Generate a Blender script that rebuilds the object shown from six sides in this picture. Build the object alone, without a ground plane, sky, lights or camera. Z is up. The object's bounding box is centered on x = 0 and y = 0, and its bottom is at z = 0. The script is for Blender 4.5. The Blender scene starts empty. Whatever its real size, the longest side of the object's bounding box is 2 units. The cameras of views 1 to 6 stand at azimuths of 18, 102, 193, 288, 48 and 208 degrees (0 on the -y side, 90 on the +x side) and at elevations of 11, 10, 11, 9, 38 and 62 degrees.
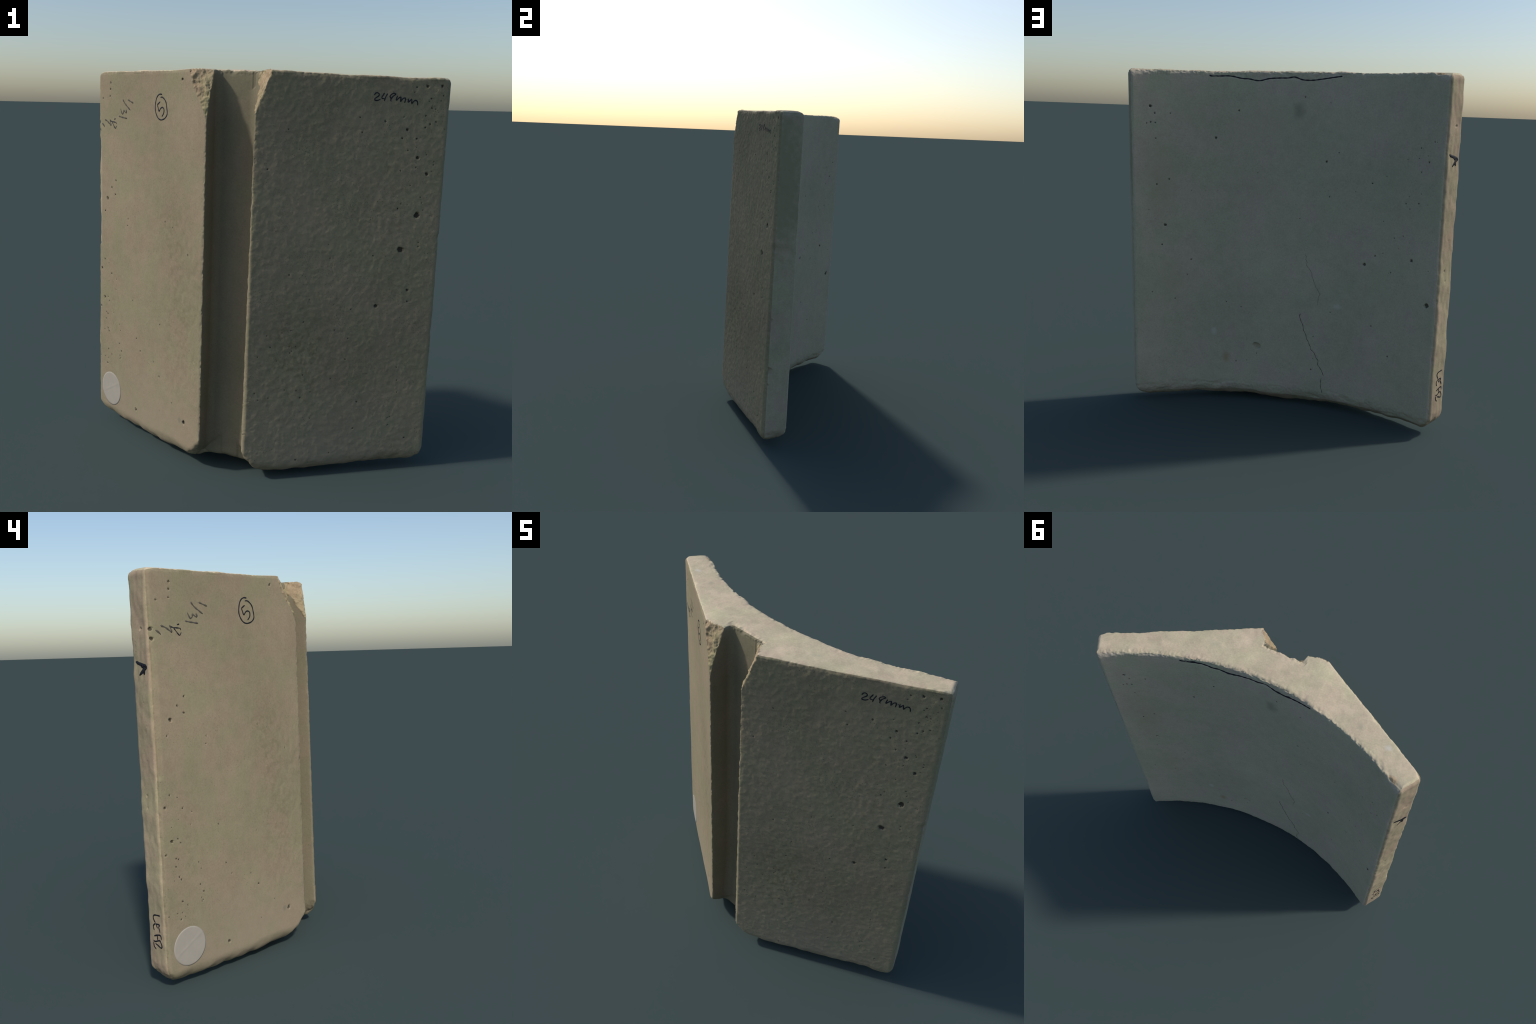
import bpy, math
import numpy as np
from mathutils import Vector
from mathutils.bvhtree import BVHTree
from mathutils.kdtree import KDTree

CELL = 0.0036          # mesh spacing on the big faces (m)
RNG = np.random.default_rng(7)

# ------------------------------------------------------------------ noise
_perm = np.random.default_rng(11).permutation(256)
_perm = np.concatenate([_perm, _perm, _perm])
_grad = np.random.default_rng(12).normal(size=(256, 3))
_grad /= np.linalg.norm(_grad, axis=1, keepdims=True)


def noise(p, size, seed=0):
    """Gradient noise, about -1..1, features of `size` metres (size may be a triple)."""
    q = p / np.asarray(size, float) + seed * 17.31
    i = np.floor(q).astype(int)
    f = q - i
    w = f * f * f * (f * (f * 6 - 15) + 10)
    out = 0
    for dx in (0, 1):
        wx = w[:, 0] if dx else 1 - w[:, 0]
        hx = _perm[(i[:, 0] + dx) & 255]
        for dy in (0, 1):
            wy = w[:, 1] if dy else 1 - w[:, 1]
            hy = _perm[hx + ((i[:, 1] + dy) & 255)]
            for dz in (0, 1):
                wz = w[:, 2] if dz else 1 - w[:, 2]
                g = _grad[_perm[hy + ((i[:, 2] + dz) & 255)]]
                out = out + wx * wy * wz * (g[:, 0] * (f[:, 0] - dx) + g[:, 1] * (f[:, 1] - dy) + g[:, 2] * (f[:, 2] - dz))
    return out * 1.6


def smooth(x, a, b):
    t = np.clip((x - a) / (b - a), 0, 1)
    return t * t * (3 - 2 * t)


# ------------------------------------------------------------------ the section
# Plan of the block, as seen from above at its top.  The whole block leans a little,
# so lower sections are shifted by LEAN.
LEAN = np.array([-0.019, -0.027]) / 1.9
N_R, O_R = np.array([0.503, -0.864]), 0.308      # rough panel: outward normal, offset
N_L, O_L = np.array([-0.494, -0.8694]), 0.3050   # smooth panel
N_ER, O_ER = np.array([0.889, 0.457]), 0.938     # narrow end beside the rough panel
N_EL, O_EL = np.array([-0.872, 0.490]), 0.906    # narrow end beside the smooth panel
E_IN, F_IN, MID = (0.886, 0.323), (-0.866, 0.312), (0.0, 0.056)
FLOOR_Y = -0.150                                   # keyway floor
WALL_L = ((-0.107, -0.289), (-0.110, -0.150))      # keyway walls: mouth point, floor point
WALL_R = ((0.123, -0.284), (0.116, -0.150))


def circle_through(a, b, c):
    (ax, ay), (bx, by), (cx, cy) = a, b, c
    d = 2 * (ax * (by - cy) + bx * (cy - ay) + cx * (ay - by))
    ux = ((ax**2 + ay**2) * (by - cy) + (bx**2 + by**2) * (cy - ay) + (cx**2 + cy**2) * (ay - by)) / d
    uy = ((ax**2 + ay**2) * (cx - bx) + (bx**2 + by**2) * (ax - cx) + (cx**2 + cy**2) * (bx - ax)) / d
    return np.array([ux, uy]), math.hypot(ax - ux, ay - uy)


ARC_C, ARC_R = circle_through(E_IN, MID, F_IN)


def line_through(p, q):
    """normal and offset of a line, normal to the right of p->q"""
    d = np.subtract(q, p)
    d = d / np.linalg.norm(d)
    n = np.array([d[1], -d[0]])
    return n, float(n @ np.array(p))


G_L = line_through(WALL_L[1], WALL_L[0])   # groove region lies on the negative side of these
G_R = line_through(WALL_R[0], WALL_R[1])
if G_L[0] @ np.array([0, -0.25]) - G_L[1] > 0:
    G_L = (-G_L[0], -G_L[1])
if G_R[0] @ np.array([0, -0.25]) - G_R[1] > 0:
    G_R = (-G_R[0], -G_R[1])


def top_z(x, y):
    return 1.990 - 0.011 * x + 0.009 * np.exp(-((np.asarray(x) / 0.38) ** 2))


def bottom_z(x, y):
    base = 0.026 - 0.006 * x - 0.022 * np.exp(-((x / 0.16) ** 2) - ((y + 0.07) / 0.07) ** 2)
    base = base + 0.014 * np.exp(-(((x + 0.3) / 0.22) ** 2) - ((y + 0.2) / 0.12) ** 2)
    back = np.hypot(x - ARC_C[0], y - ARC_C[1]) - ARC_R
    return base + (0.018 + 0.008 * smooth(x, -0.3, 0.4)) * np.exp(-np.maximum(back, 0) / 0.05) + 0.026 * smooth(y, -0.09, -0.17) * smooth(np.abs(x), 0.19, 0.10)


def plane_through(a, b, c):
    """unit normal (pointing to -y) and offset of the plane through three points"""
    n = np.cross(np.subtract(b, a), np.subtract(c, a))
    n /= np.linalg.norm(n)
    n = -n if n[1] > 0 else n
    return n, float(n @ np.array(a))


CHIP_L = plane_through((-0.228, -0.221, 1.99), (-0.110, -0.205, 1.99), (-0.109, -0.300, 1.76))
CHIP_R = plane_through((0.184, -0.248, 1.99), (0.138, -0.190, 1.99), (0.122, -0.296, 1.79))


def foot_cut(d, n, o, a, outward, z_side, run, z_foot, flank=0):
    """plane across a lower panel corner at `a` along the panel: it leaves the side at z_side
    and reaches the foot `run` further in; flank limits it to one side of the keyway"""
    n3 = np.array([*(d * outward * (z_side - z_foot)), -run])
    n3 /= np.linalg.norm(n3)
    at_side = np.array([*(d * a + n * o + LEAN * (2.0 - z_side)), z_side])
    return n3, float(n3 @ at_side), flank


D_R, D_L = np.array([0.864, 0.503]), np.array([0.8694, -0.494])
FOOT_CUTS = [foot_cut(D_L, N_L, O_L, -0.906, -1, 0.110, 0.05, 0.05),          # outer corner, smooth panel
             foot_cut(D_R, N_R, O_R, 0.926, 1, 0.090, 0.05, 0.045),            # outer corner, rough panel
             foot_cut(D_L, N_L, O_L, 0.050, 1, 0.150, 0.08, 0.078, 1),         # keyway corner, smooth panel
             foot_cut(D_R, N_R, O_R, -0.036, -1, 0.120, 0.055, 0.060, -1)]     # keyway corner, rough panel


def lean(z):
    return LEAN[None, :] * (2.0 - np.asarray(z))[:, None]


def bulge(z, at_top, lower):
    """the two outer panels lean out a little more than the rest towards the foot"""
    return at_top + lower * (2.0 - z) / 2.0


def rmax(a, b, r):
    """intersection of two solids with the shared edge rounded to radius r"""
    return np.minimum(np.maximum(a, b), -r) + np.hypot(np.maximum(a + r, 0), np.maximum(b + r, 0))


def faces_of(p):
    q = p[:, :2] - lean(p[:, 2])
    x, y = q[:, 0], q[:, 1]
    return dict(
        rough=q @ N_R - O_R - bulge(p[:, 2], 0.002, 0.012), smooth=q @ N_L - O_L - bulge(p[:, 2], 0.001, 0.006), endr=q @ N_ER - O_ER + 0.007 * (2.0 - p[:, 2]) / 2.0, endl=q @ N_EL - O_EL,
        arc=ARC_R - np.hypot(x - ARC_C[0], y - ARC_C[1]),
        floor=y - FLOOR_Y + 0.026 * smooth(p[:, 2], 0.58, 0.10), wl=q @ G_L[0] - G_L[1],
        wr=q @ G_R[0] - G_R[1] + 0.014 * (2.0 - p[:, 2]) / 2.0,
        top=p[:, 2] - top_z(p[:, 0], p[:, 1]), bottom=bottom_z(p[:, 0], p[:, 1]) - p[:, 2])


def ball(p, c, r):
    d = (p - np.array(c)) / np.array(r)
    return (np.linalg.norm(d, axis=1) - 1) * min(r)


def solid(p):
    s = faces_of(p)
    f = np.maximum(s["rough"], s["smooth"])
    f = rmax(f, np.maximum(s["endr"], s["endl"]), 0.026)
    f = rmax(f, s["arc"], 0.010 + 0.018 * smooth(np.maximum(s["endr"], s["endl"]), -0.06, 0))
    groove = rmax(rmax(s["floor"], s["wl"], 0.035), s["wr"], 0.065)      # a U with full hollows
    f = rmax(f, -groove, 0.009)
    f = rmax(f, s["top"], 0.010 + 0.020 * smooth(s["endr"], -0.06, 0) + 0.025 * smooth(s["endl"], -0.06, 0))
    q = p[:, :2]
    f = rmax(f, s["bottom"], 0.085 - 0.055 * smooth(q[:, 1], -0.09, -0.17) * smooth(np.abs(q[:, 0]), 0.17, 0.10))
    # the head of the curved face is rounded over towards both ends
    for k, r in (("endl", 0.045), ("endr", 0.038)):
        w = smooth(s[k], -0.14, -0.01)
        m = w > 0
        f[m] = np.maximum(f[m], rmax(s["arc"][m], s["top"][m], 0.010 + r * w[m]))
    # the keyway floor is broken away just under the top
    m = (p[:, 2] > 1.9) & (np.maximum(s["wl"], s["wr"]) < -0.012) & (s["floor"] > 0.0) & (s["floor"] < 0.05)
    f[m] = np.maximum(f[m], rmax(-s["floor"][m], s["top"][m], 0.014))
    # lower corners of the two panels are knocked off
    low = (p[:, 2] < 0.24) & ((np.abs(p[:, 0]) > 0.72) | ((np.abs(p[:, 0]) < 0.30) & (p[:, 1] < -0.12)))
    if low.any():
        h = p[low]
        rag = 0.008 * noise(h, 0.06, 31) + 0.004 * noise(h, 0.02, 32)
        for n3, o, flank in FOOT_CUTS:
            c = h @ n3 - o + rag
            if flank:
                c = np.minimum(np.minimum(c, -s["floor"][low]), (-0.065 if flank > 0 else -0.045) - flank * h[:, 0])
            f[low] = rmax(f[low], c, 0.025)
    # broken corners at the head of the keyway: everything outside these planes is gone
    head = (p[:, 2] > 1.70) & (np.abs(p[:, 0]) < 0.32) & (p[:, 1] < -0.05)
    if head.any():
        h = p[head]
        rag = 0.007 * noise(h, 0.05, 3) + 0.002 * noise(h, 0.02, 4)
        k1 = np.minimum(h @ CHIP_L[0] - CHIP_L[1] + rag, -0.03 - h[:, 0])
        k2 = np.minimum(np.minimum(h @ CHIP_R[0] - CHIP_R[1] + 0.6 * rag, h[:, 0] - 0.02), -0.172 - h[:, 1])
        f[head] = rmax(f[head], np.maximum(k1, k2), 0.003)
    return f


def gradient(p, h=0.0008):
    """value and normalised gradient from a tetrahedron of samples"""
    k = np.array([[1, -1, -1], [-1, -1, 1], [-1, 1, -1], [1, 1, 1]], float)
    g, m = np.zeros_like(p), 0
    for d in k:
        v = solid(p + d * h)
        g += d * v[:, None]
        m = m + v / 4
    return m, g / (4 * h)


# ------------------------------------------------------------------ the blank: a bent box of quads
def outline(points, n):
    pts = np.array(points, float)
    seg = np.linalg.norm(np.diff(pts, axis=0), axis=1)
    # whole numbers of cells per straight piece so that corners stay on vertices
    counts = np.maximum(1, np.round(seg / seg.sum() * n)).astype(int)
    counts[np.argmax(counts)] += n - counts.sum()
    out = [pts[0]]
    for a, b, c in zip(pts[:-1], pts[1:], counts):
        out += [a + (b - a) * t for t in np.arange(1, c + 1) / c]
    return np.array(out), np.concatenate([[0], np.cumsum(counts)])


def corner(n1, o1, n2, o2):
    return np.linalg.solve(np.array([n1, n2]), np.array([o1, o2]))


A = corner(N_L, O_L, N_EL, O_EL)
D = corner(N_R, O_R, N_ER, O_ER)
B, C = corner(N_L, O_L, *G_L), corner(N_R, O_R, *G_R)
H, G = np.array([(G_L[1] - G_L[0][1] * FLOOR_Y) / G_L[0][0], FLOOR_Y]), np.array([(G_R[1] - G_R[0][1] * FLOOR_Y) / G_R[0][0], FLOOR_Y])
NU = int(2.45 / CELL)
NW = int(1.97 / CELL)
NV = int(0.14 / CELL)
outer, marks = outline([A, B, H, G, C, D], NU)


def arc_hit(n, o):
    """where the straight end meets the arc"""
    t = np.linspace(0, 0.3, 3001)
    p0 = A if n is N_EL else D
    d = np.array([-n[1], n[0]])
    d = d if d[1] > 0 else -d
    q = p0 + t[:, None] * d
    return q[np.argmin(np.abs(np.hypot(*(q - ARC_C).T) - ARC_R))]


F_, E_ = arc_hit(N_EL, O_EL), arc_hit(N_ER, O_ER)
angF, angE = (math.atan2(*(q - ARC_C)[::-1]) for q in (F_, E_))
if angF > 0: angF -= 2 * math.pi
if angE > 0: angE -= 2 * math.pi
# inner points follow the outer ones: share of length from A to D blended with projection
s_out = np.concatenate([[0], np.cumsum(np.linalg.norm(np.diff(outer, axis=0), axis=1))])
s_out /= s_out[-1]
blend = np.clip((outer[:, 0] - A[0]) / (D[0] - A[0]), 0, 1)
share = np.maximum.accumulate(0.75 * blend + 0.25 * s_out)
ang = angF + (angE - angF) * (share - share[0]) / (share[-1] - share[0])
inner = ARC_C + ARC_R * np.stack([np.cos(ang), np.sin(ang)], 1)

index, verts, quads, tags = {}, [], [], []
tu, tv, tw = np.arange(NU + 1), np.arange(NV + 1), np.arange(NW + 1)
ids = -np.ones((NU + 1, NV + 1, NW + 1), np.int32)
shell = np.zeros(ids.shape, bool)
shell[[0, -1]] = True
shell[:, [0, -1]] = True
shell[:, :, [0, -1]] = True
ii, jj, kk = np.nonzero(shell)
ids[ii, jj, kk] = np.arange(len(ii))
fv = jj / NV
pxy = outer[ii] * (1 - fv)[:, None] + inner[ii] * fv[:, None]
w = kk / NW
zz = bottom_z(pxy[:, 0], pxy[:, 1]) * (1 - w) + top_z(pxy[:, 0], 0) * w
P = np.column_stack([pxy + lean(zz), zz])


def grid(a, flip):
    q = np.stack([a[:-1, :-1], a[1:, :-1], a[1:, 1:], a[:-1, 1:]], -1).reshape(-1, 4)
    return q[:, ::-1] if flip else q


m = marks
PARTS = [
    ("smooth_panel", grid(ids[m[0]:m[1] + 1, 0, :], False)),
    ("keyway_groove", grid(ids[m[1]:m[4] + 1, 0, :], False)),
    ("rough_panel", grid(ids[m[4]:m[5] + 1, 0, :], False)),
    ("curved_face", grid(ids[:, -1, :], True)),
    ("edge_face", grid(ids[0, :, :], True)),
    ("edge_face", grid(ids[-1, :, :], False)),
    ("top_face", grid(ids[:, :, -1], False)),
    ("bottom_face", grid(ids[:, :, 0], True)),
]
Q = np.concatenate([q for _, q in PARTS])
part_of = np.concatenate([np.full(len(q), n) for n, (_, q) in enumerate(PARTS)])

# ------------------------------------------------------------------ settle the blank onto the solid
def chip_values(p):
    rag = 0.007 * noise(p, 0.05, 3) + 0.002 * noise(p, 0.02, 4)
    return (np.minimum(p @ CHIP_L[0] - CHIP_L[1] + rag, -0.03 - p[:, 0]),
            np.minimum(np.minimum(p @ CHIP_R[0] - CHIP_R[1] + 0.6 * rag, p[:, 0] - 0.02), -0.172 - p[:, 1]))


def settle(p, times, first=0.8):
    for step in range(times):
        val, g = gradient(p)
        p = p - (g * (val / np.maximum((g * g).sum(1), 0.3))[:, None]) * (first if step == 0 else 0.95)
    return p


P = settle(P, 4)
# even out the cells around the broken keyway head, where the grid was pulled hardest
zone = np.nonzero(((P[:, 2] > 1.68) & (np.abs(P[:, 0]) < 0.34) & (P[:, 1] < 0.02))
                  | ((P[:, 2] < 0.25) & (np.abs(P[:, 0]) < 0.22) & (P[:, 1] < -0.09)))[0]
inzone = np.zeros(len(P), bool)
inzone[zone] = True
QZ = Q[inzone[Q].any(1)]
pairs = np.concatenate([QZ[:, [0, 1]], QZ[:, [1, 2]], QZ[:, [2, 3]], QZ[:, [3, 0]]])
pairs = np.concatenate([pairs, pairs[:, ::-1]])
cnt = np.maximum(np.bincount(pairs[:, 0], minlength=len(P)), 1)
for sweep in range(5):
    for it in range(4):
        acc = np.stack([np.bincount(pairs[:, 0], weights=P[pairs[:, 1], k], minlength=len(P)) for k in range(3)], 1)
        P[zone] += 0.5 * (acc[zone] / cnt[zone, None] - P[zone])
    P[zone] = settle(P[zone], 2, 0.95)
P = settle(P, 1)
val, g = gradient(P)
NRM = g / np.maximum(np.linalg.norm(g, axis=1, keepdims=True), 1e-6)

# ------------------------------------------------------------------ places on the faces
DIRS = dict(rough=(np.array([0.864, 0.503]), N_R, O_R), smooth=(np.array([0.8694, -0.494]), N_L, O_L),
            endl=(np.array([0.490, 0.872]), N_EL, O_EL), endr=(np.array([-0.457, 0.889]), N_ER, O_ER))


def place(face, a, z):
    """point and outward normal: a metres along the face, z up"""
    if face == "arc":
        t = a / ARC_R
        n2 = np.array([math.sin(t), -math.cos(t)])
        q, n2 = ARC_C + ARC_R * n2, -n2
    elif face == "top":                      # here a is x and z is y
        return np.array([a, z, top_z(a, z)]), np.array([0.0, 0.0, 1.0])
    else:
        d, n2, o = DIRS[face]
        o = o + (bulge(z, 0.002, 0.012) if face == "rough" else bulge(z, 0.001, 0.006) if face == "smooth" else 0)
        q = d * a + n2 * o
    q = q + LEAN * (2.0 - z)
    return np.array([q[0], q[1], z]), np.array([n2[0], n2[1], 0.0])


# ------------------------------------------------------------------ relief
S = faces_of(P)
inside = np.maximum(S["floor"], 0)              # the keyway walls stop at its floor
lowest_two = np.sort(np.stack([np.abs(S[k]) for k in ("rough", "smooth", "endr", "endl", "arc", "top")]
                              + [np.abs(S[k]) + 4 * inside for k in ("wl", "wr")]), axis=0)
edge = lowest_two[1]                              # distance to the nearest arris
on = lambda k: (np.abs(S[k]) < 0.012).astype(float)
on_rough = on("rough") * (P[:, 0] > 0.08)
on_smooth = on("smooth") * (P[:, 0] < -0.08)
on_arc, on_endl, on_endr, on_top = on("arc"), on("endl"), on("endr"), on("top")
foot = smooth(P[:, 2], 0.12, 0.05)
rim = smooth(np.abs(S["top"]), 0.05, 0.0) * smooth(np.abs(S["arc"]), 0.05, 0.0)
mouth = smooth(np.minimum(np.hypot(S["wl"], S["smooth"]), np.hypot(S["wr"], S["rough"])), 0.018, 0.0)
disp = 0.0012 * noise(P, 0.20, 1) + 0.0004 * noise(P, 0.03, 2)
# lightly hammered skin of the rough panel
wob = 0.012 * np.stack([noise(P, 0.05, 20), noise(P, 0.05, 21), noise(P, 0.05, 22)], 1)
h1 = noise(P + 0.4 * wob, 0.027, 5)
disp += on_rough * (0.0014 * h1 + 0.0006 * noise(P, 0.012, 6) - 0.0024 * np.maximum(0, noise(P, 0.020, 9) - 0.22) - 0.002 * np.maximum(0, noise(P, 0.06, 39) - 0.15))
# faint scuffing of the smooth panel beside the keyway, wavy ends, dusty top
a_s = P[:, 0] * 0.8694 - P[:, 1] * 0.494
scuff = on_smooth * smooth(a_s, -0.42, -0.08) * smooth(P[:, 2], 0.2, 0.5) * smooth(P[:, 2], 1.5, 1.1)
disp -= scuff * 0.0028 * np.maximum(0, noise(P, (0.03, 0.03, 0.05), 10))
disp += on_endl * (0.0042 * noise(P, 0.13, 11) + 0.0022 * noise(P, (0.03, 0.03, 0.05), 12))
disp += on_endr * (0.0015 * noise(P, 0.10, 13) + 0.0007 * noise(P, 0.03, 14))
disp += on_top * (0.0045 * noise(P, 0.13, 15) + 0.0007 * noise(P, 0.03, 16))
disp += foot * (0.008 * noise(P, 0.16, 7) + 0.0045 * noise(P, 0.055, 8))
# worn and crumbled arrises
near_edge = smooth(edge, 0.022, 0.0) * (P[:, 2] > 0.08)
bite = np.maximum(0, noise(P, 0.035, 17) - 0.12) + 0.6 * np.maximum(0, noise(P, 0.016, 18) - 0.1)
disp -= near_edge * (0.007 * bite + 0.0012)
disp -= smooth(np.hypot(S["rough"], S["endr"]), 0.04, 0.0) * 0.012 * np.maximum(0, noise(P, (0.2, 0.2, 0.07), 33) - 0.15)
inner_foot = smooth(np.abs(S["arc"]), 0.05, 0.0) * smooth(P[:, 2], 0.16, 0.09)
disp -= inner_foot * (0.007 * np.maximum(0, noise(P, (0.09, 0.09, 0.03), 34)) + 0.002 * noise(P, 0.015, 35))
disp -= mouth * (0.0038 * np.maximum(0, noise(P, 0.020, 19) - 0.05) + 0.0018 * noise(P, 0.009, 23))
disp -= rim * (0.007 * np.maximum(0, noise(P, 0.028, 24)) + 0.0028 * noise(P, 0.011, 25))
floor_rim = smooth(np.abs(S["top"]), 0.035, 0.0) * smooth(np.abs(S["floor"]), 0.035, 0.0) * (np.abs(P[:, 0]) < 0.13)
disp -= floor_rim * (0.012 * np.maximum(0, noise(P, 0.035, 37)) + 0.004 * noise(P, 0.012, 38))
# a flaked strip along the outer arris of the smooth panel, ending in a step
strip = on_smooth * smooth(np.abs(S["endl"]), 0.045, 0.015) * smooth(P[:, 2], 1.035, 1.06) * smooth(P[:, 2], 1.75, 1.5)
disp -= 0.008 * strip
# flake under the marker line at the head of the curved face: a thin shell has come off above it
arc_a = np.arctan2(P[:, 0] - LEAN[0] * (2 - P[:, 2]) - ARC_C[0], -(P[:, 1] - LEAN[1] * (2 - P[:, 2]) - ARC_C[1])) * ARC_R
line_z = np.interp(arc_a, [-0.274, -0.148, -0.046, 0.041, 0.151, 0.197, 0.307, 0.384, 0.490], [1.971, 1.952, 1.947, 1.955, 1.948, 1.936, 1.945, 1.956, 1.957])
flake = on_arc * smooth(P[:, 2] - line_z, -0.002, 0.004) * smooth(np.abs(arc_a - 0.108), 0.41, 0.33)
disp -= flake * (0.0045 + 0.003 * noise(P, 0.03, 36))
cl, cr = chip_values(P)
broken = ((np.maximum(cl, cr) > -0.0035) & (np.abs(P[:, 0]) > 0.10) & (P[:, 2] > 1.72) & (P[:, 1] < -0.1)).astype(float)
disp += broken * (0.007 * noise(P, 0.026, 26) + 0.003 * noise(P, 0.010, 27))
P0 = P.copy()
P = P + NRM * disp[:, None]
P[:, 2] = np.minimum(P[:, 2], top_z(P[:, 0], 0) + 0.004)

# ------------------------------------------------------------------ air holes: (along, up, radius)
HOLES = dict(
    rough=[(0.715, 1.156, 0.016), (0.788, 1.326, 0.0155), (0.771, 1.604, 0.009), (0.823, 1.527, 0.009), (0.708, 1.736, 0.0075),
           (0.594, 1.774, 0.006), (0.482, 1.722, 0.0045), (0.467, 1.790, 0.0045), (0.799, 1.748, 0.0055), (0.852, 1.775, 0.005),
           (0.798, 1.803, 0.0055), (0.823, 1.764, 0.0055), (0.759, 1.694, 0.0055), (0.684, 1.696, 0.0055), (0.718, 1.639, 0.0045),
           (0.765, 1.558, 0.0045), (0.685, 1.358, 0.0055), (0.807, 1.170, 0.0045), (0.605, 0.877, 0.010), (0.765, 0.952, 0.007),
           (0.769, 0.894, 0.006), (0.032, 1.547, 0.005), (0.124, 1.731, 0.0045), (0.534, 0.383, 0.0055), (0.390, 0.513, 0.0045),
           (0.522, 0.241, 0.0055), (0.710, 0.246, 0.0045), (0.805, 0.169, 0.006), (0.228, 0.095, 0.006), (0.820, 1.883, 0.0055),
           (0.797, 1.940, 0.007), (0.873, 1.942, 0.007), (0.826, 1.840, 0.0055), (0.882, 1.899, 0.0045)],
    smooth=[(-0.724, 1.417, 0.0065), (-0.765, 1.376, 0.0065), (-0.729, 1.341, 0.0065), (-0.808, 1.313, 0.0095), (-0.832, 1.241, 0.0055),
            (-0.601, 1.222, 0.0045), (-0.606, 1.184, 0.0045), (-0.836, 0.965, 0.0055), (-0.867, 0.908, 0.007), (-0.765, 0.892, 0.0055),
            (-0.837, 0.743, 0.0085), (-0.875, 0.684, 0.0065), (-0.805, 0.651, 0.005), (-0.805, 0.566, 0.0055), (-0.794, 0.551, 0.0055),
            (-0.796, 0.442, 0.0055), (-0.764, 0.418, 0.0045), (-0.808, 0.356, 0.0055), (-0.477, 0.512, 0.005), (-0.299, 0.416, 0.0055),
            (-0.082, 0.232, 0.011), (-0.515, 0.163, 0.0085), (-0.264, 1.249, 0.0045), (-0.073, 1.108, 0.0045), (-0.139, 1.950, 0.007),
            (-0.776, 1.939, 0.0065), (-0.778, 1.906, 0.0065), (-0.782, 1.869, 0.0055), (-0.853, 1.857, 0.0055), (-0.889, 1.728, 0.0095),
            (-0.885, 1.684, 0.0095), (-0.664, 0.463, 0.005), (-0.823, 0.618, 0.005)],
    arc=[(0.824, 1.776, 0.009), (0.800, 1.737, 0.006), (0.823, 1.687, 0.006), (0.797, 1.685, 0.005), (0.796, 1.596, 0.005),
         (0.712, 1.740, 0.0045), (0.451, 1.609, 0.0075), (0.319, 1.769, 0.0065), (0.720, 1.364, 0.006), (0.792, 1.333, 0.006),
         (0.745, 1.094, 0.009), (0.765, 0.977, 0.006), (0.595, 0.888, 0.006), (0.618, 0.796, 0.0045), (0.824, 0.692, 0.0045),
         (0.691, 0.649, 0.0045), (-0.200, 1.501, 0.007), (-0.272, 1.555, 0.0045), (-0.063, 1.857, 0.005), (-0.480, 1.398, 0.006),
         (-0.225, 1.302, 0.0045), (-0.688, 1.305, 0.0055), (-0.766, 1.313, 0.0055), (-0.770, 1.483, 0.005), (-0.813, 1.538, 0.0065),
         (-0.628, 1.108, 0.005), (-0.452, 0.933, 0.0095), (-0.516, 0.991, 0.006), (-0.741, 0.996, 0.009), (-0.850, 0.764, 0.014),
         (-0.511, 0.578, 0.006), (-0.624, 0.419, 0.006), (-0.146, 0.246, 0.006), (0.194, 0.361, 0.021), (0.321, 0.256, 0.0045)],
    endr=[(-0.269, 1.076, 0.012), (-0.253, 0.789, 0.012), (-0.251, 0.488, 0.022), (-0.262, 0.399, 0.012)],
    endl=[(-0.240, 1.730, 0.009), (-0.215, 0.960, 0.007), (-0.222, 0.905, 0.006)])
rr = np.random.default_rng(5)
for face, n, (a0, a1), (z0, z1) in (("rough", 22, (0.62, 0.90), (1.35, 1.95)), ("rough", 22, (0.10, 0.85), (0.12, 1.2)), ("rough", 20, (0.0, 0.35), (0.3, 0.95)),
                                    ("smooth", 18, (-0.88, -0.66), (0.35, 0.98)), ("smooth", 9, (-0.85, -0.15), (0.2, 1.7)),
                                    ("arc", 18, (-0.86, -0.55), (0.9, 1.7)), ("arc", 14, (-0.5, 0.85), (0.2, 1.85)),
                                    ("endl", 8, (-0.27, -0.19), (0.3, 1.8)), ("endr", 8, (-0.30, -0.21), (0.3, 1.8))):
    HOLES[face] += [(rr.uniform(a0, a1), rr.uniform(z0, z1), 0.0033 + 0.0015 * rr.random() ** 2) for _ in range(n)]
PART_OF_FACE = dict(smooth=[0], rough=[2], arc=[3], endl=[4], endr=[5])
pit_face = np.zeros(len(Q), bool)
centre = P0[Q].mean(1)
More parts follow.
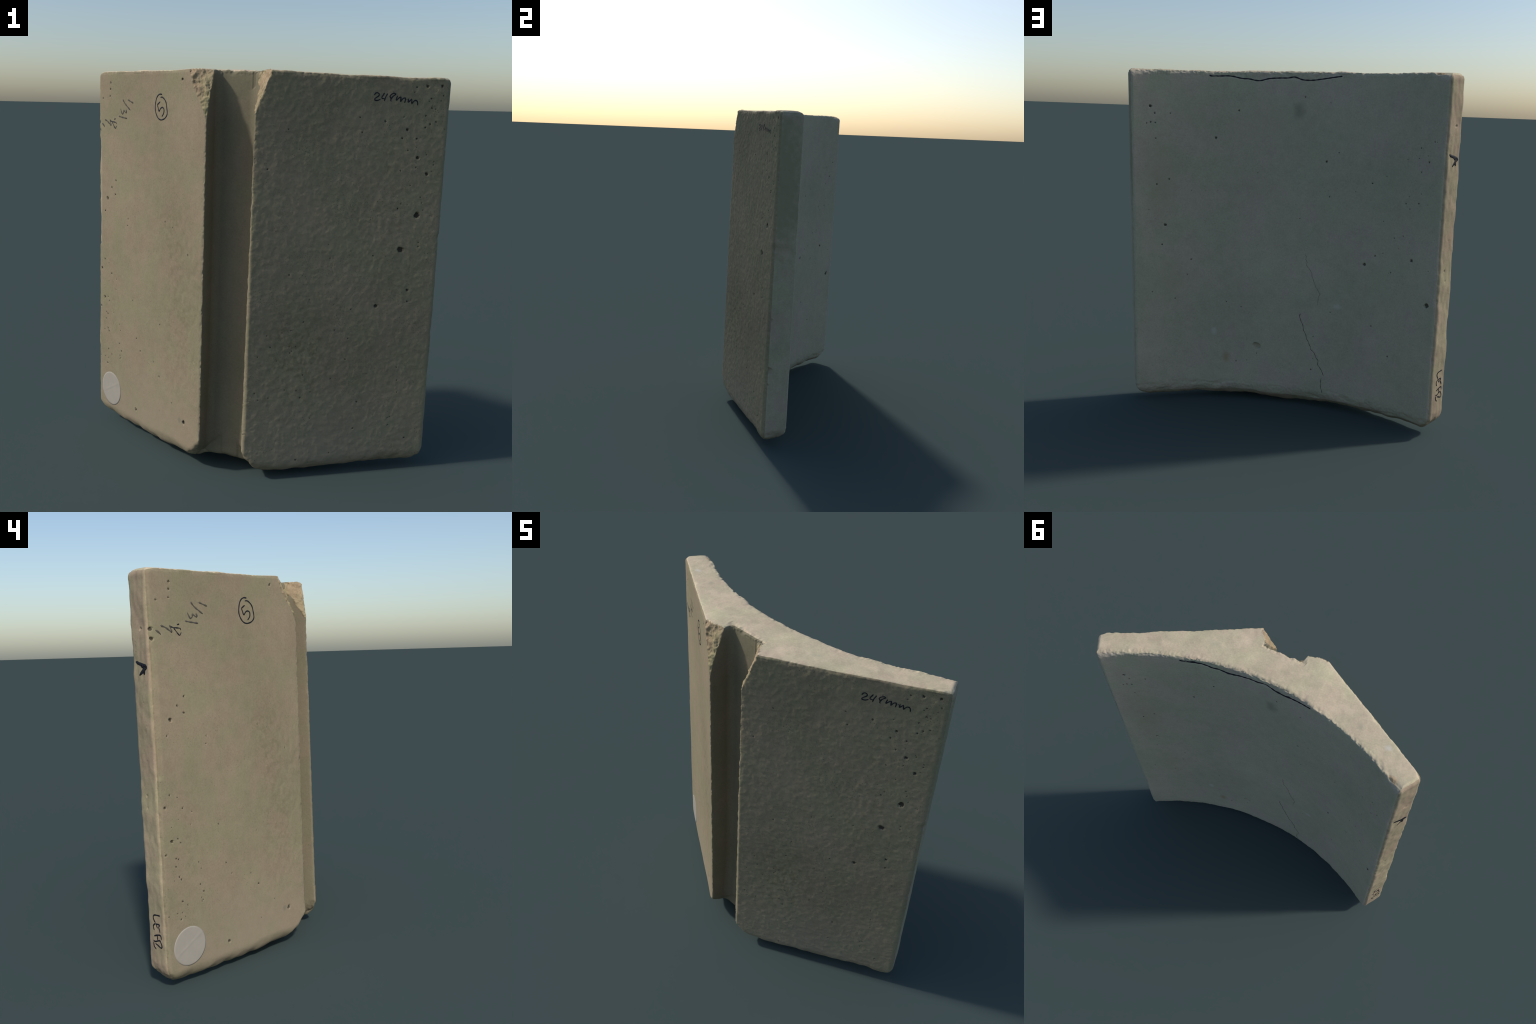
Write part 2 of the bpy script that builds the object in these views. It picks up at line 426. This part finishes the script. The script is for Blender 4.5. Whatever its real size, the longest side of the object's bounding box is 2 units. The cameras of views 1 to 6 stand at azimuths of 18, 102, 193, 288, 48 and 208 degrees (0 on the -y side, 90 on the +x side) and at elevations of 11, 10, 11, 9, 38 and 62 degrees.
for face, holes in HOLES.items():
    fid = np.nonzero(np.isin(part_of, PART_OF_FACE[face]))[0]
    vid = np.unique(Q[fid])
    for a, z, r in holes:
        r = r * 0.86 if r < 0.0068 else r
        c, n = place(face, a, z)
        shallow = face in ("endr", "endl") or r > 0.0165
        sel = vid[np.abs(P0[vid, 2] - z) < 1.6 * r]
        d = P0[sel] - c
        d -= np.outer(d @ n, n)
        ang = np.arctan2(d[:, 2], d @ np.cross(n, (0, 0, 1)))
        ph = rr.uniform(0, 6.28)
        reach = r * (1 + 0.16 * np.sin(2 * ang + ph) + 0.08 * np.sin(3 * ang - ph))
        u = np.linalg.norm(d, axis=1) / reach
        P[sel] -= np.outer(np.sqrt(np.clip(1 - u**2, 0, 1)) * r * (0.6 if face != "arc" and shallow else 1.0), n)
        if not shallow:
            fs = fid[np.abs(centre[fid, 2] - z) < r]
            d = centre[fs] - c
            d -= np.outer(d @ n, n)
            pit_face[fs[np.linalg.norm(d, axis=1) < 0.86 * r]] = True

P[:, 2] -= P[:, 2].min()

# ------------------------------------------------------------------ materials
def mul(nt, a, b):
    m = nt.nodes.new("ShaderNodeMix")
    m.data_type, m.blend_type = "RGBA", "MULTIPLY"
    m.inputs[0].default_value = 1.0
    nt.links.new(a, m.inputs[6])
    nt.links.new(b, m.inputs[7])
    return m.outputs[2]


def blend_to(nt, mask, a, colour):
    m = nt.nodes.new("ShaderNodeMix")
    m.data_type = "RGBA"
    nt.links.new(mask, m.inputs[0])
    nt.links.new(a, m.inputs[6])
    m.inputs[7].default_value = (*colour, 1)
    return m.outputs[2]


def math_node(nt, op, a, b, clamp=False):
    m = nt.nodes.new("ShaderNodeMath")
    m.operation, m.use_clamp = op, clamp
    for k, v in enumerate((a, b)):
        if isinstance(v, (int, float)):
            m.inputs[k].default_value = v
        else:
            nt.links.new(v, m.inputs[k])
    return m.outputs[0]


def ramp(nt, fac, *stops):
    r = nt.nodes.new("ShaderNodeValToRGB")
    while len(r.color_ramp.elements) < len(stops):
        r.color_ramp.elements.new(0.5)
    for e, (pos, col) in zip(r.color_ramp.elements, stops):
        e.position = pos
        e.color = (*col, 1) if isinstance(col, tuple) else (col, col, col, 1)
    nt.links.new(fac, r.inputs[0])
    return r.outputs[0]


def tex_noise(nt, vec, scale, detail=4, rough=0.55, off=0.0):
    mp = nt.nodes.new("ShaderNodeMapping")
    mp.inputs["Location"].default_value = (off, off * 0.7, -off)
    nt.links.new(vec, mp.inputs[0])
    n = nt.nodes.new("ShaderNodeTexNoise")
    n.inputs["Scale"].default_value, n.inputs["Detail"].default_value, n.inputs["Roughness"].default_value = scale, detail, rough
    nt.links.new(mp.outputs[0], n.inputs["Vector"])
    return n.outputs["Fac"]


def spot(nt, vec, centre, size, soft=0.5):
    """1 inside an ellipsoid about centre, 0 outside, ragged by noise"""
    sub = nt.nodes.new("ShaderNodeVectorMath"); sub.operation = "SUBTRACT"
    sub.inputs[1].default_value = tuple(centre)
    nt.links.new(vec, sub.inputs[0])
    div = nt.nodes.new("ShaderNodeVectorMath"); div.operation = "DIVIDE"
    div.inputs[1].default_value = tuple(size)
    nt.links.new(sub.outputs[0], div.inputs[0])
    ln = nt.nodes.new("ShaderNodeVectorMath"); ln.operation = "LENGTH"
    nt.links.new(div.outputs[0], ln.inputs[0])
    wob = math_node(nt, "ADD", ln.outputs["Value"], math_node(nt, "MULTIPLY", math_node(nt, "SUBTRACT", tex_noise(nt, vec, 28, 3, 0.6, centre[2]), 0.5), 1.2))
    return ramp(nt, wob, (1 - soft, 1.0), (1.0, 0.0))


dirt = None


def concrete(name, base, off=0.0, mottle=0.10, specks=0.35, grain=0.5, spots=(), hue=1.0):
    mat = bpy.data.materials.new(name)
    mat.use_nodes = True
    nt = mat.node_tree
    bsdf = nt.nodes["Principled BSDF"]
    bsdf.inputs["Roughness"].default_value = 0.92
    bsdf.inputs["Specular IOR Level"].default_value = 0.2
    vec = nt.nodes.new("ShaderNodeTexCoord").outputs["Object"]
    b = np.array(base)
    pink = tuple(b * (1 + hue * np.array([0.055, -0.02, 0.015])))
    green = tuple(b * (1 + hue * np.array([-0.05, 0.0, -0.06])))
    col = ramp(nt, tex_noise(nt, vec, 5.5, 3, 0.6, off), (0.38, green), (0.62, pink))
    col = mul(nt, col, ramp(nt, tex_noise(nt, vec, 1.7, 2, 0.5, off + 3), (0.3, 1 - mottle), (0.7, 1 + mottle)))
    col = mul(nt, col, ramp(nt, tex_noise(nt, vec, 17, 5, 0.65, off + 5), (0.3, 1 - mottle), (0.7, 1 + mottle * 0.8)))
    col = mul(nt, col, ramp(nt, tex_noise(nt, vec, 110, 3, 0.6, off + 9), (0.25, 0.90), (0.75, 1.09)))
    # pin-holes too small to model
    if specks:
        for sc, r, dens, dark in ((75, 0.20, 0.50, 0.45), (150, 0.24, 0.46, 0.60)):
            v = nt.nodes.new("ShaderNodeTexVoronoi")
            v.inputs["Scale"].default_value = sc
            nt.links.new(vec, v.inputs["Vector"])
            hole = ramp(nt, v.outputs["Distance"], (r * 0.6, 1.0), (r, 0.0))
            where = ramp(nt, tex_noise(nt, vec, 7, 3, 0.6, off + sc), (dens, 0.0), (dens + 0.16, 1.0))
            m = math_node(nt, "MULTIPLY", math_node(nt, "MULTIPLY", hole, where), specks)
            col = blend_to(nt, m, col, tuple(b * dark * 0.5))
    for c, size, colour, amount, soft in spots:
        m = math_node(nt, "MULTIPLY", spot(nt, vec, c, size, soft), amount)
        if colour == dirt:                     # dirt sits in streaky flecks
            m = math_node(nt, "MULTIPLY", m, ramp(nt, tex_noise(nt, vec, 34, 4, 0.65, off + 13), (0.46, 0.0), (0.62, 1.0)))
        col = blend_to(nt, m, col, colour)
    nt.links.new(col, bsdf.inputs["Base Color"])
    bump = nt.nodes.new("ShaderNodeBump")
    bump.inputs["Strength"].default_value = grain
    bump.inputs["Distance"].default_value = 0.0015
    nt.links.new(math_node(nt, "ADD", tex_noise(nt, vec, 260, 3, 0.6, off), tex_noise(nt, vec, 70, 3, 0.6, off + 2)), bump.inputs["Height"])
    nt.links.new(bump.outputs[0], bsdf.inputs["Normal"])
    return mat


def plain(name, colour, rough=0.8, vary=0.15):
    mat = bpy.data.materials.new(name)
    mat.use_nodes = True
    nt = mat.node_tree
    bsdf = nt.nodes["Principled BSDF"]
    bsdf.inputs["Roughness"].default_value = rough
    bsdf.inputs["Specular IOR Level"].default_value = 0.2
    vec = nt.nodes.new("ShaderNodeTexCoord").outputs["Object"]
    b = np.array(colour)
    nt.links.new(ramp(nt, tex_noise(nt, vec, 40, 4, 0.6), (0.3, tuple(b * (1 - vary))), (0.7, tuple(b * (1 + vary)))), bsdf.inputs["Base Color"])
    return mat


at = lambda face, a, z: place(face, a, z)[0]
PANEL = (0.268, 0.230, 0.147)
SMOOTH = (0.278, 0.235, 0.152)
dirt = tuple(np.array(PANEL) * (0.62, 0.61, 0.52))
M_SMOOTH = concrete("smooth_cast_concrete", SMOOTH, 0.0, 0.07, 0.5, 0.35, hue=0.8, spots=[
    (at("smooth", -0.20, 1.20), (0.17, 0.17, 0.30), dirt, 0.42, 0.8), (at("smooth", -0.14, 0.75), (0.17, 0.17, 0.42), dirt, 0.42, 0.8),
    (at("smooth", -0.74, 0.75), (0.12, 0.12, 0.35), dirt, 0.30, 0.8),
    (at("smooth", -0.115, 0.228), (0.016, 0.016, 0.022), (0.16, 0.16, 0.12), 0.6, 0.6),
    ((-0.5, -0.05, 0.1), (0.75, 0.5, 0.42), (0.315, 0.258, 0.183), 0.55, 0.95)])
M_ROUGH = concrete("hammered_concrete", PANEL, 21.0, 0.09, 0.85, 0.6, hue=0.7, spots=[
    (at("rough", 0.22, 0.62), (0.25, 0.25, 0.4), dirt, 0.6, 0.8),
    (at("rough", 0.65, 1.3), (0.25, 0.25, 0.5), dirt, 0.35, 0.8),
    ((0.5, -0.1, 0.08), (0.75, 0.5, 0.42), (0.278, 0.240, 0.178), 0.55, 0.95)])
M_GROOVE = concrete("keyway_concrete", (0.228, 0.197, 0.130), 33.0, 0.06, 0.35, 0.3, hue=0.6)  # base colour darkened for the crevice shade inside the keyway
M_BACK = concrete("curved_concrete", (0.425, 0.388, 0.287), 47.0, 0.06, 0.4, 0.25, hue=0.9, spots=[
    (at("arc", 0.78, 1.35), (0.12, 0.12, 0.35), (0.37, 0.32, 0.215), 0.5, 0.9), (at("arc", 0.72, 0.75), (0.12, 0.12, 0.16), (0.37, 0.32, 0.215), 0.4, 0.9),
    (at("arc", 0.1, 1.7), (0.35, 0.2, 0.14), (0.37, 0.335, 0.235), 0.35, 0.9),
    (at("arc", 0.38, 0.281), (0.028, 0.028, 0.05), (0.30, 0.22, 0.09), 0.55, 0.9),
    (at("arc", -0.033, 1.774), (0.045, 0.04, 0.065), (0.22, 0.195, 0.15), 0.65, 0.9),
    (at("arc", 0.455, 0.442), (0.022, 0.02, 0.03), (0.55, 0.52, 0.45), 0.5, 0.7),
    (at("arc", -0.299, 0.655), (0.03, 0.02, 0.022), (0.55, 0.52, 0.45), 0.5, 0.7)])
M_END = concrete("rough_edge_concrete", (0.40, 0.325, 0.215), 58.0, 0.09, 0.2, 0.5)
M_END2 = concrete("stained_edge_concrete", (0.36, 0.325, 0.235), 64.0, 0.09, 0.2, 0.4, spots=[
    (at("endr", -0.26, 1.55), (0.2, 0.2, 0.50), (0.245, 0.235, 0.145), 0.75, 0.5)])
M_TOP = concrete("floated_concrete", (0.575, 0.49, 0.335), 71.0, 0.11, 0.2, 0.3, hue=0.8, spots=[  # palest base colour of the block, on the top face
    ((-0.81, 0.262, 1.99), (0.035, 0.03, 0.03), (0.45, 0.24, 0.08), 0.6, 0.8),
    ((-0.72, 0.11, 1.99), (0.03, 0.02, 0.03), (0.66, 0.62, 0.54), 0.6, 0.7),
    ((0.36, -0.03, 1.985), (0.05, 0.03, 0.03), (0.40, 0.39, 0.28), 0.5, 0.9),
    ((-0.55, 0.06, 1.99), (0.025, 0.025, 0.03), (0.40, 0.37, 0.27), 0.5, 0.8)])
M_FOOT = concrete("foot_concrete", (0.33, 0.28, 0.19), 83.0, 0.09, 0.3, 0.6)
M_BROKEN = concrete("broken_concrete", (0.36, 0.30, 0.175), 95.0, 0.22, 0.8, 1.0, hue=1.6)
M_PIT = plain("air_hole", (0.075, 0.064, 0.048), 0.95)
M_PORE = plain("small_pore", (0.125, 0.112, 0.086), 0.95)
M_INK = plain("marker_ink", (0.016, 0.016, 0.022), 0.55)
M_FADED = plain("faded_ink", (0.095, 0.085, 0.070), 0.8)
M_CRACK = plain("crack_shadow", (0.07, 0.063, 0.05), 0.95)
M_PAPER = plain("sticker_paper", (0.36, 0.325, 0.275), 0.7, 0.03)
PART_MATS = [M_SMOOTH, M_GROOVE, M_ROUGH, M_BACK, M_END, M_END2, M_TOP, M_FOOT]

# ------------------------------------------------------------------ meshes of the block, one surface split by region
full = bpy.data.meshes.new("whole")
full.from_pydata(P.tolist(), [], Q.tolist())
full.polygons.foreach_set("use_smooth", np.ones(len(Q), bool))
full.update()
vn = np.empty(len(P) * 3, np.float32)
full.vertex_normals.foreach_get("vector", vn)
vn = vn.reshape(-1, 3)
bpy.data.meshes.remove(full)

root = bpy.data.objects.new("concrete_block", None)
bpy.context.scene.collection.objects.link(root)
root["label"] = "buff cast concrete block with keyway, angled panels, curved back"
root["category"] = "concrete block"


def add(name, me, mats, parent):
    for m in mats:
        me.materials.append(m)
    ob = bpy.data.objects.new(name, me)
    ob.parent = parent
    bpy.context.scene.collection.objects.link(ob)
    return ob


face_broken = broken[Q].mean(1) > 0.5
owners = {}
for n, (name, q) in enumerate(PARTS):
    used, inv = np.unique(q, return_inverse=True)
    me = bpy.data.meshes.new(name)
    me.from_pydata(P[used].tolist(), [], inv.reshape(-1, 4).tolist())
    me.polygons.foreach_set("use_smooth", np.ones(len(q), bool))
    mine = part_of == n
    slot = np.where(pit_face[mine], 1, np.where(face_broken[mine], 2, 0)).astype(np.int32)
    ob = add(name, me, [PART_MATS[n], M_PORE if name == "curved_face" else M_PIT, M_BROKEN], root)
    me.polygons.foreach_set("material_index", slot)
    me.normals_split_custom_set_from_vertices(vn[used].tolist())
    owners[n] = ob

# ------------------------------------------------------------------ writing, cracks and the paper disc, laid on the surface
DROP = place("rough", 0.5, 1.0)[0][2] - 1.0


def surface_near(face, lo, hi):
    fid = np.nonzero(np.isin(part_of, PART_OF_FACE[face]))[0]
    c = P[Q[fid]].mean(1)
    q = Q[fid[((c > lo) & (c < hi)).all(1)]]
    used, inv = np.unique(q, return_inverse=True)
    return BVHTree.FromPolygons([Vector(v) for v in P[used]], inv.reshape(-1, 4).tolist())


def smooth_line(pts, step):
    p = np.array(pts, float)
    if len(p) == 2:
        p = np.array([p[0], p.mean(0), p[1]])
    e = np.vstack([2 * p[0] - p[1], p, 2 * p[-1] - p[-2]])
    out = []
    for k in range(1, len(e) - 2):
        n = max(2, int(np.linalg.norm(e[k + 1] - e[k]) / step))
        for t in np.arange(n) / n:
            out.append(0.5 * (2 * e[k] + (e[k + 1] - e[k - 1]) * t + (2 * e[k - 1] - 5 * e[k] + 4 * e[k + 1] - e[k + 2]) * t**2
                              + (3 * e[k] - e[k - 1] - 3 * e[k + 1] + e[k + 2]) * t**3))
    out.append(p[-1])
    return np.array(out)


def lay_strokes(name, face, strokes, width, mat, parent, sharp=False, uneven=0.12):
    """ribbons with a little body that hug the face; strokes are lists of (along, up)"""
    every = np.array([place(face, a, z)[0] for st in strokes for a, z in st])
    tree = surface_near(face, every.min(0) - 0.06, every.max(0) + 0.06)
    verts, faces = [], []
    for st in strokes:
        line = np.array(st, float) if sharp else smooth_line(st, width * 0.6)
        if sharp:
            line = np.concatenate([np.linspace(a, b, max(2, int(np.linalg.norm(b - a) / 0.006)), endpoint=False) for a, b in zip(line[:-1], line[1:])] + [line[-1:]])
        tan = np.gradient(line, axis=0)
        tan /= np.maximum(np.linalg.norm(tan, axis=1, keepdims=True), 1e-9)
        side = np.stack([-tan[:, 1], tan[:, 0]], 1)
        run = np.concatenate([[0], np.cumsum(np.linalg.norm(np.diff(line, axis=0), axis=1))])
        endd = np.minimum(run, run[-1] - run)
        half = width / 2 * np.sqrt(np.clip(endd / (width * 0.55) + 0.15, 0, 1)) * (1 + uneven * np.sin(run * 190 + len(verts)))
        base = len(verts)
        for (a, z), s2, hw in zip(line, side, half):
            for k, lift in ((-1.0, -0.0015), (-0.8, 0.0007), (0.8, 0.0007), (1.0, -0.0015)):
                p, n = place(face, a + s2[0] * hw * k, z + s2[1] * hw * k)
                hit = tree.ray_cast(Vector(p + n * 0.04), Vector(-n), 0.1)
                q = np.array(hit[0]) if hit[0] is not None else p
                verts.append(q + n * lift)
        for r in range(len(line) - 1):
            for k in range(3):
                i = base + r * 4 + k
                faces.append((i, i + 4, i + 5, i + 1))
        faces.append(tuple(base + k for k in range(4)))
        faces.append(tuple(base + (len(line) - 1) * 4 + k for k in (3, 2, 1, 0)))
    me = bpy.data.meshes.new(name)
    me.from_pydata([tuple(v) for v in verts], [], faces)
    me.polygons.foreach_set("use_smooth", np.ones(len(faces), bool))
    return add(name, me, [mat], parent)


R_, S_, A_, E_L = owners[2], owners[0], owners[3], owners[4]
# "248mm"
lay_strokes("handwritten_measure", "rough", [
    [(0.531, 1.889), (0.535, 1.898), (0.545, 1.901), (0.554, 1.896), (0.553, 1.887), (0.541, 1.879), (0.533, 1.873), (0.535, 1.867), (0.543, 1.865), (0.553, 1.867), (0.563, 1.873)],
    [(0.581, 1.901), (0.574, 1.890), (0.569, 1.882), (0.570, 1.875), (0.581, 1.876)],
    [(0.597, 1.898), (0.590, 1.887), (0.584, 1.875), (0.582, 1.863)],
    [(0.635, 1.900), (0.625, 1.900), (0.614, 1.894), (0.609, 1.886), (0.614, 1.877), (0.614, 1.867), (0.617, 1.862)],
    [(0.616, 1.872), (0.620, 1.883), (0.630, 1.891), (0.636, 1.895), (0.635, 1.900)],
    [(0.647, 1.889), (0.642, 1.876), (0.640, 1.867)], [(0.641, 1.867), (0.651, 1.876), (0.663, 1.884), (0.664, 1.873), (0.663, 1.861)],
    [(0.663, 1.861), (0.674, 1.876), (0.685, 1.880), (0.687, 1.871), (0.684, 1.857)],
    [(0.704, 1.878), (0.702, 1.867), (0.702, 1.859)], [(0.702, 1.859), (0.711, 1.868), (0.718, 1.876), (0.720, 1.865), (0.721, 1.853)],
    [(0.721, 1.853), (0.730, 1.865), (0.739, 1.870), (0.748, 1.866), (0.751, 1.857), (0.752, 1.847)]], 0.0068, M_INK, R_)
# a ringed five
lay_strokes("circled_digit", "smooth", [
    [(-0.303, 1.875), (-0.323, 1.876), (-0.341, 1.866), (-0.352, 1.848), (-0.358, 1.823), (-0.358, 1.799), (-0.349, 1.777), (-0.333, 1.759), (-0.310, 1.751),
     (-0.282, 1.757), (-0.264, 1.770), (-0.258, 1.785), (-0.262, 1.810), (-0.270, 1.838), (-0.287, 1.855), (-0.303, 1.862), (-0.316, 1.860)],
    [(-0.317, 1.840), (-0.343, 1.823)],
    [(-0.341, 1.824), (-0.334, 1.809), (-0.326, 1.793), (-0.313, 1.807), (-0.299, 1.812), (-0.286, 1.805), (-0.287, 1.785), (-0.302, 1.767)]], 0.0078, M_INK, S_)
# worn "1/31" and a worn letter
lay_strokes("handwritten_fraction", "smooth", [
    [(-0.608, 1.847), (-0.558, 1.830)], [(-0.656, 1.848), (-0.634, 1.825), (-0.585, 1.793)],
    [(-0.678, 1.799), (-0.670, 1.783), (-0.661, 1.772), (-0.650, 1.780), (-0.648, 1.791), (-0.634, 1.783), (-0.622, 1.777)],
    [(-0.627, 1.796), (-0.620, 1.780)], [(-0.694, 1.760), (-0.660, 1.755), (-0.617, 1.750)]], 0.0085, M_FADED, S_, uneven=0.3)
lay_strokes("handwritten_letter", "smooth", [
    [(-0.784, 1.735), (-0.762, 1.730), (-0.739, 1.728), (-0.724, 1.726), (-0.720, 1.718)],
    [(-0.762, 1.729), (-0.746, 1.710), (-0.729, 1.695), (-0.719, 1.708)], [(-0.742, 1.742), (-0.728, 1.746)]], 0.0060, M_INK, S_, uneven=0.3)
lay_strokes("worn_ink", "smooth", [
    [(-0.835, 1.739), (-0.810, 1.731), (-0.786, 1.717), (-0.772, 1.707)], [(-0.784, 1.742), (-0.772, 1.708)],
    [(-0.865, 1.719), (-0.848, 1.710), (-0.835, 1.698)]], 0.0090, M_FADED, S_, uneven=0.35)
# marks on the narrow edge
lay_strokes("arrow_mark", "endl", [
    [(-0.188, 1.580), (-0.212, 1.571), (-0.248, 1.564), (-0.277, 1.554)], [(-0.277, 1.553), (-0.253, 1.545), (-0.239, 1.534), (-0.218, 1.517)],
    [(-0.264, 1.551), (-0.251, 1.536), (-0.254, 1.520)], [(-0.225, 1.564), (-0.252, 1.553), (-0.262, 1.547)]], 0.0175, M_INK, E_L)
lay_strokes("handwritten_word", "endl", [
    [(-0.264, 0.384), (-0.223, 0.380), (-0.212, 0.371), (-0.213, 0.359), (-0.225, 0.341)],
    [(-0.224, 0.339), (-0.208, 0.323), (-0.211, 0.309), (-0.216, 0.304)],
    [(-0.224, 0.336), (-0.258, 0.337), (-0.249, 0.325), (-0.258, 0.312), (-0.261, 0.301)], [(-0.227, 0.335), (-0.240, 0.317)],
    [(-0.211, 0.273), (-0.240, 0.284), (-0.263, 0.286), (-0.267, 0.266)], [(-0.237, 0.286), (-0.237, 0.258)],
    [(-0.205, 0.250), (-0.221, 0.248), (-0.250, 0.259), (-0.263, 0.259)], [(-0.225, 0.210), (-0.210, 0.222), (-0.207, 0.244)],
    [(-0.220, 0.238), (-0.245, 0.230), (-0.265, 0.225), (-0.269, 0.239), (-0.258, 0.259)]], 0.0085, M_INK, E_L)
# marker line under the top rim of the curved face
lay_strokes("marker_line", "arc", [
    [(0.490, 1.957), (0.477, 1.952), (0.423, 1.954), (0.384, 1.956), (0.349, 1.953), (0.307, 1.945), (0.264, 1.943), (0.229, 1.937), (0.197, 1.936), (0.151, 1.948),
     (0.096, 1.953), (0.041, 1.955), (0.002, 1.961), (-0.046, 1.947), (-0.101, 1.946), (-0.148, 1.952), (-0.219, 1.963), (-0.274, 1.971)]], 0.0085, M_INK, A_, uneven=0.18)
jag = np.random.default_rng(3)


def jagged(pts, amp=0.003):
    p = np.array(pts)
    out = [p[0]]
    for a, b in zip(p[:-1], p[1:]):
        n = max(2, int(np.linalg.norm(b - a) / 0.014))
        for t in np.arange(1, n + 1) / n:
            out.append(a + (b - a) * t + jag.normal(size=2) * (amp, amp * 0.3))
    return out


lay_strokes("crack", "arc", [
    jagged([(-0.070, 0.585), (-0.076, 0.535), (-0.093, 0.486), (-0.119, 0.428), (-0.146, 0.370), (-0.174, 0.333), (-0.190, 0.277), (-0.221, 0.237), (-0.226, 0.213)]),
    jagged([(-0.214, 0.200), (-0.209, 0.151), (-0.220, 0.100)], 0.0015)], 0.0032, M_CRACK, A_, sharp=True, uneven=0.4)
lay_strokes("hairline_crack", "arc", [
    jagged([(-0.091, 0.947), (-0.099, 0.889), (-0.130, 0.852), (-0.153, 0.775), (-0.185, 0.720), (-0.171, 0.648)])], 0.0013, M_CRACK, A_, sharp=True, uneven=0.5)


def paper_disc(face, a0, z0, r):
    lo, hi = at(face, a0, z0) - 0.2, at(face, a0, z0) + 0.2
    tree = surface_near(face, lo, hi)
    verts, faces, seg, rings = [], [], 72, 14
    for k in range(rings + 2):
        rad = r * min(k, rings) / rings
        lift = 0.0016 if k < rings else (0.0010 if k == rings else -0.001)
        for s in range(seg if k else 1):
            t = 2 * math.pi * s / seg
            p, n = place(face, a0 + rad * math.cos(t), z0 + rad * math.sin(t))
            hit = tree.ray_cast(Vector(p + n * 0.04), Vector(-n), 0.1)
            q = np.array(hit[0]) if hit[0] is not None else p
            crease = 0.0008 * math.exp(-((rad * math.sin(t) - 0.55 * rad * math.cos(t) - 0.01) / 0.006) ** 2)
            verts.append(q + n * (lift + (crease if k < rings else 0)))
    ring = lambda k, s: 0 if k == 0 else 1 + (k - 1) * seg + s % seg
    for k in range(rings + 1):
        for s in range(seg):
            faces.append((0, ring(1, s), ring(1, s + 1)) if k == 0 else (ring(k, s), ring(k + 1, s), ring(k + 1, s + 1), ring(k, s + 1)))
    me = bpy.data.meshes.new("paper_sticker")
    me.from_pydata([tuple(v) for v in verts], [], faces)
    me.polygons.foreach_set("use_smooth", np.ones(len(faces), bool))
    return add("paper_sticker", me, [M_PAPER], root)


paper_disc("smooth", -0.765, 0.208, 0.097)
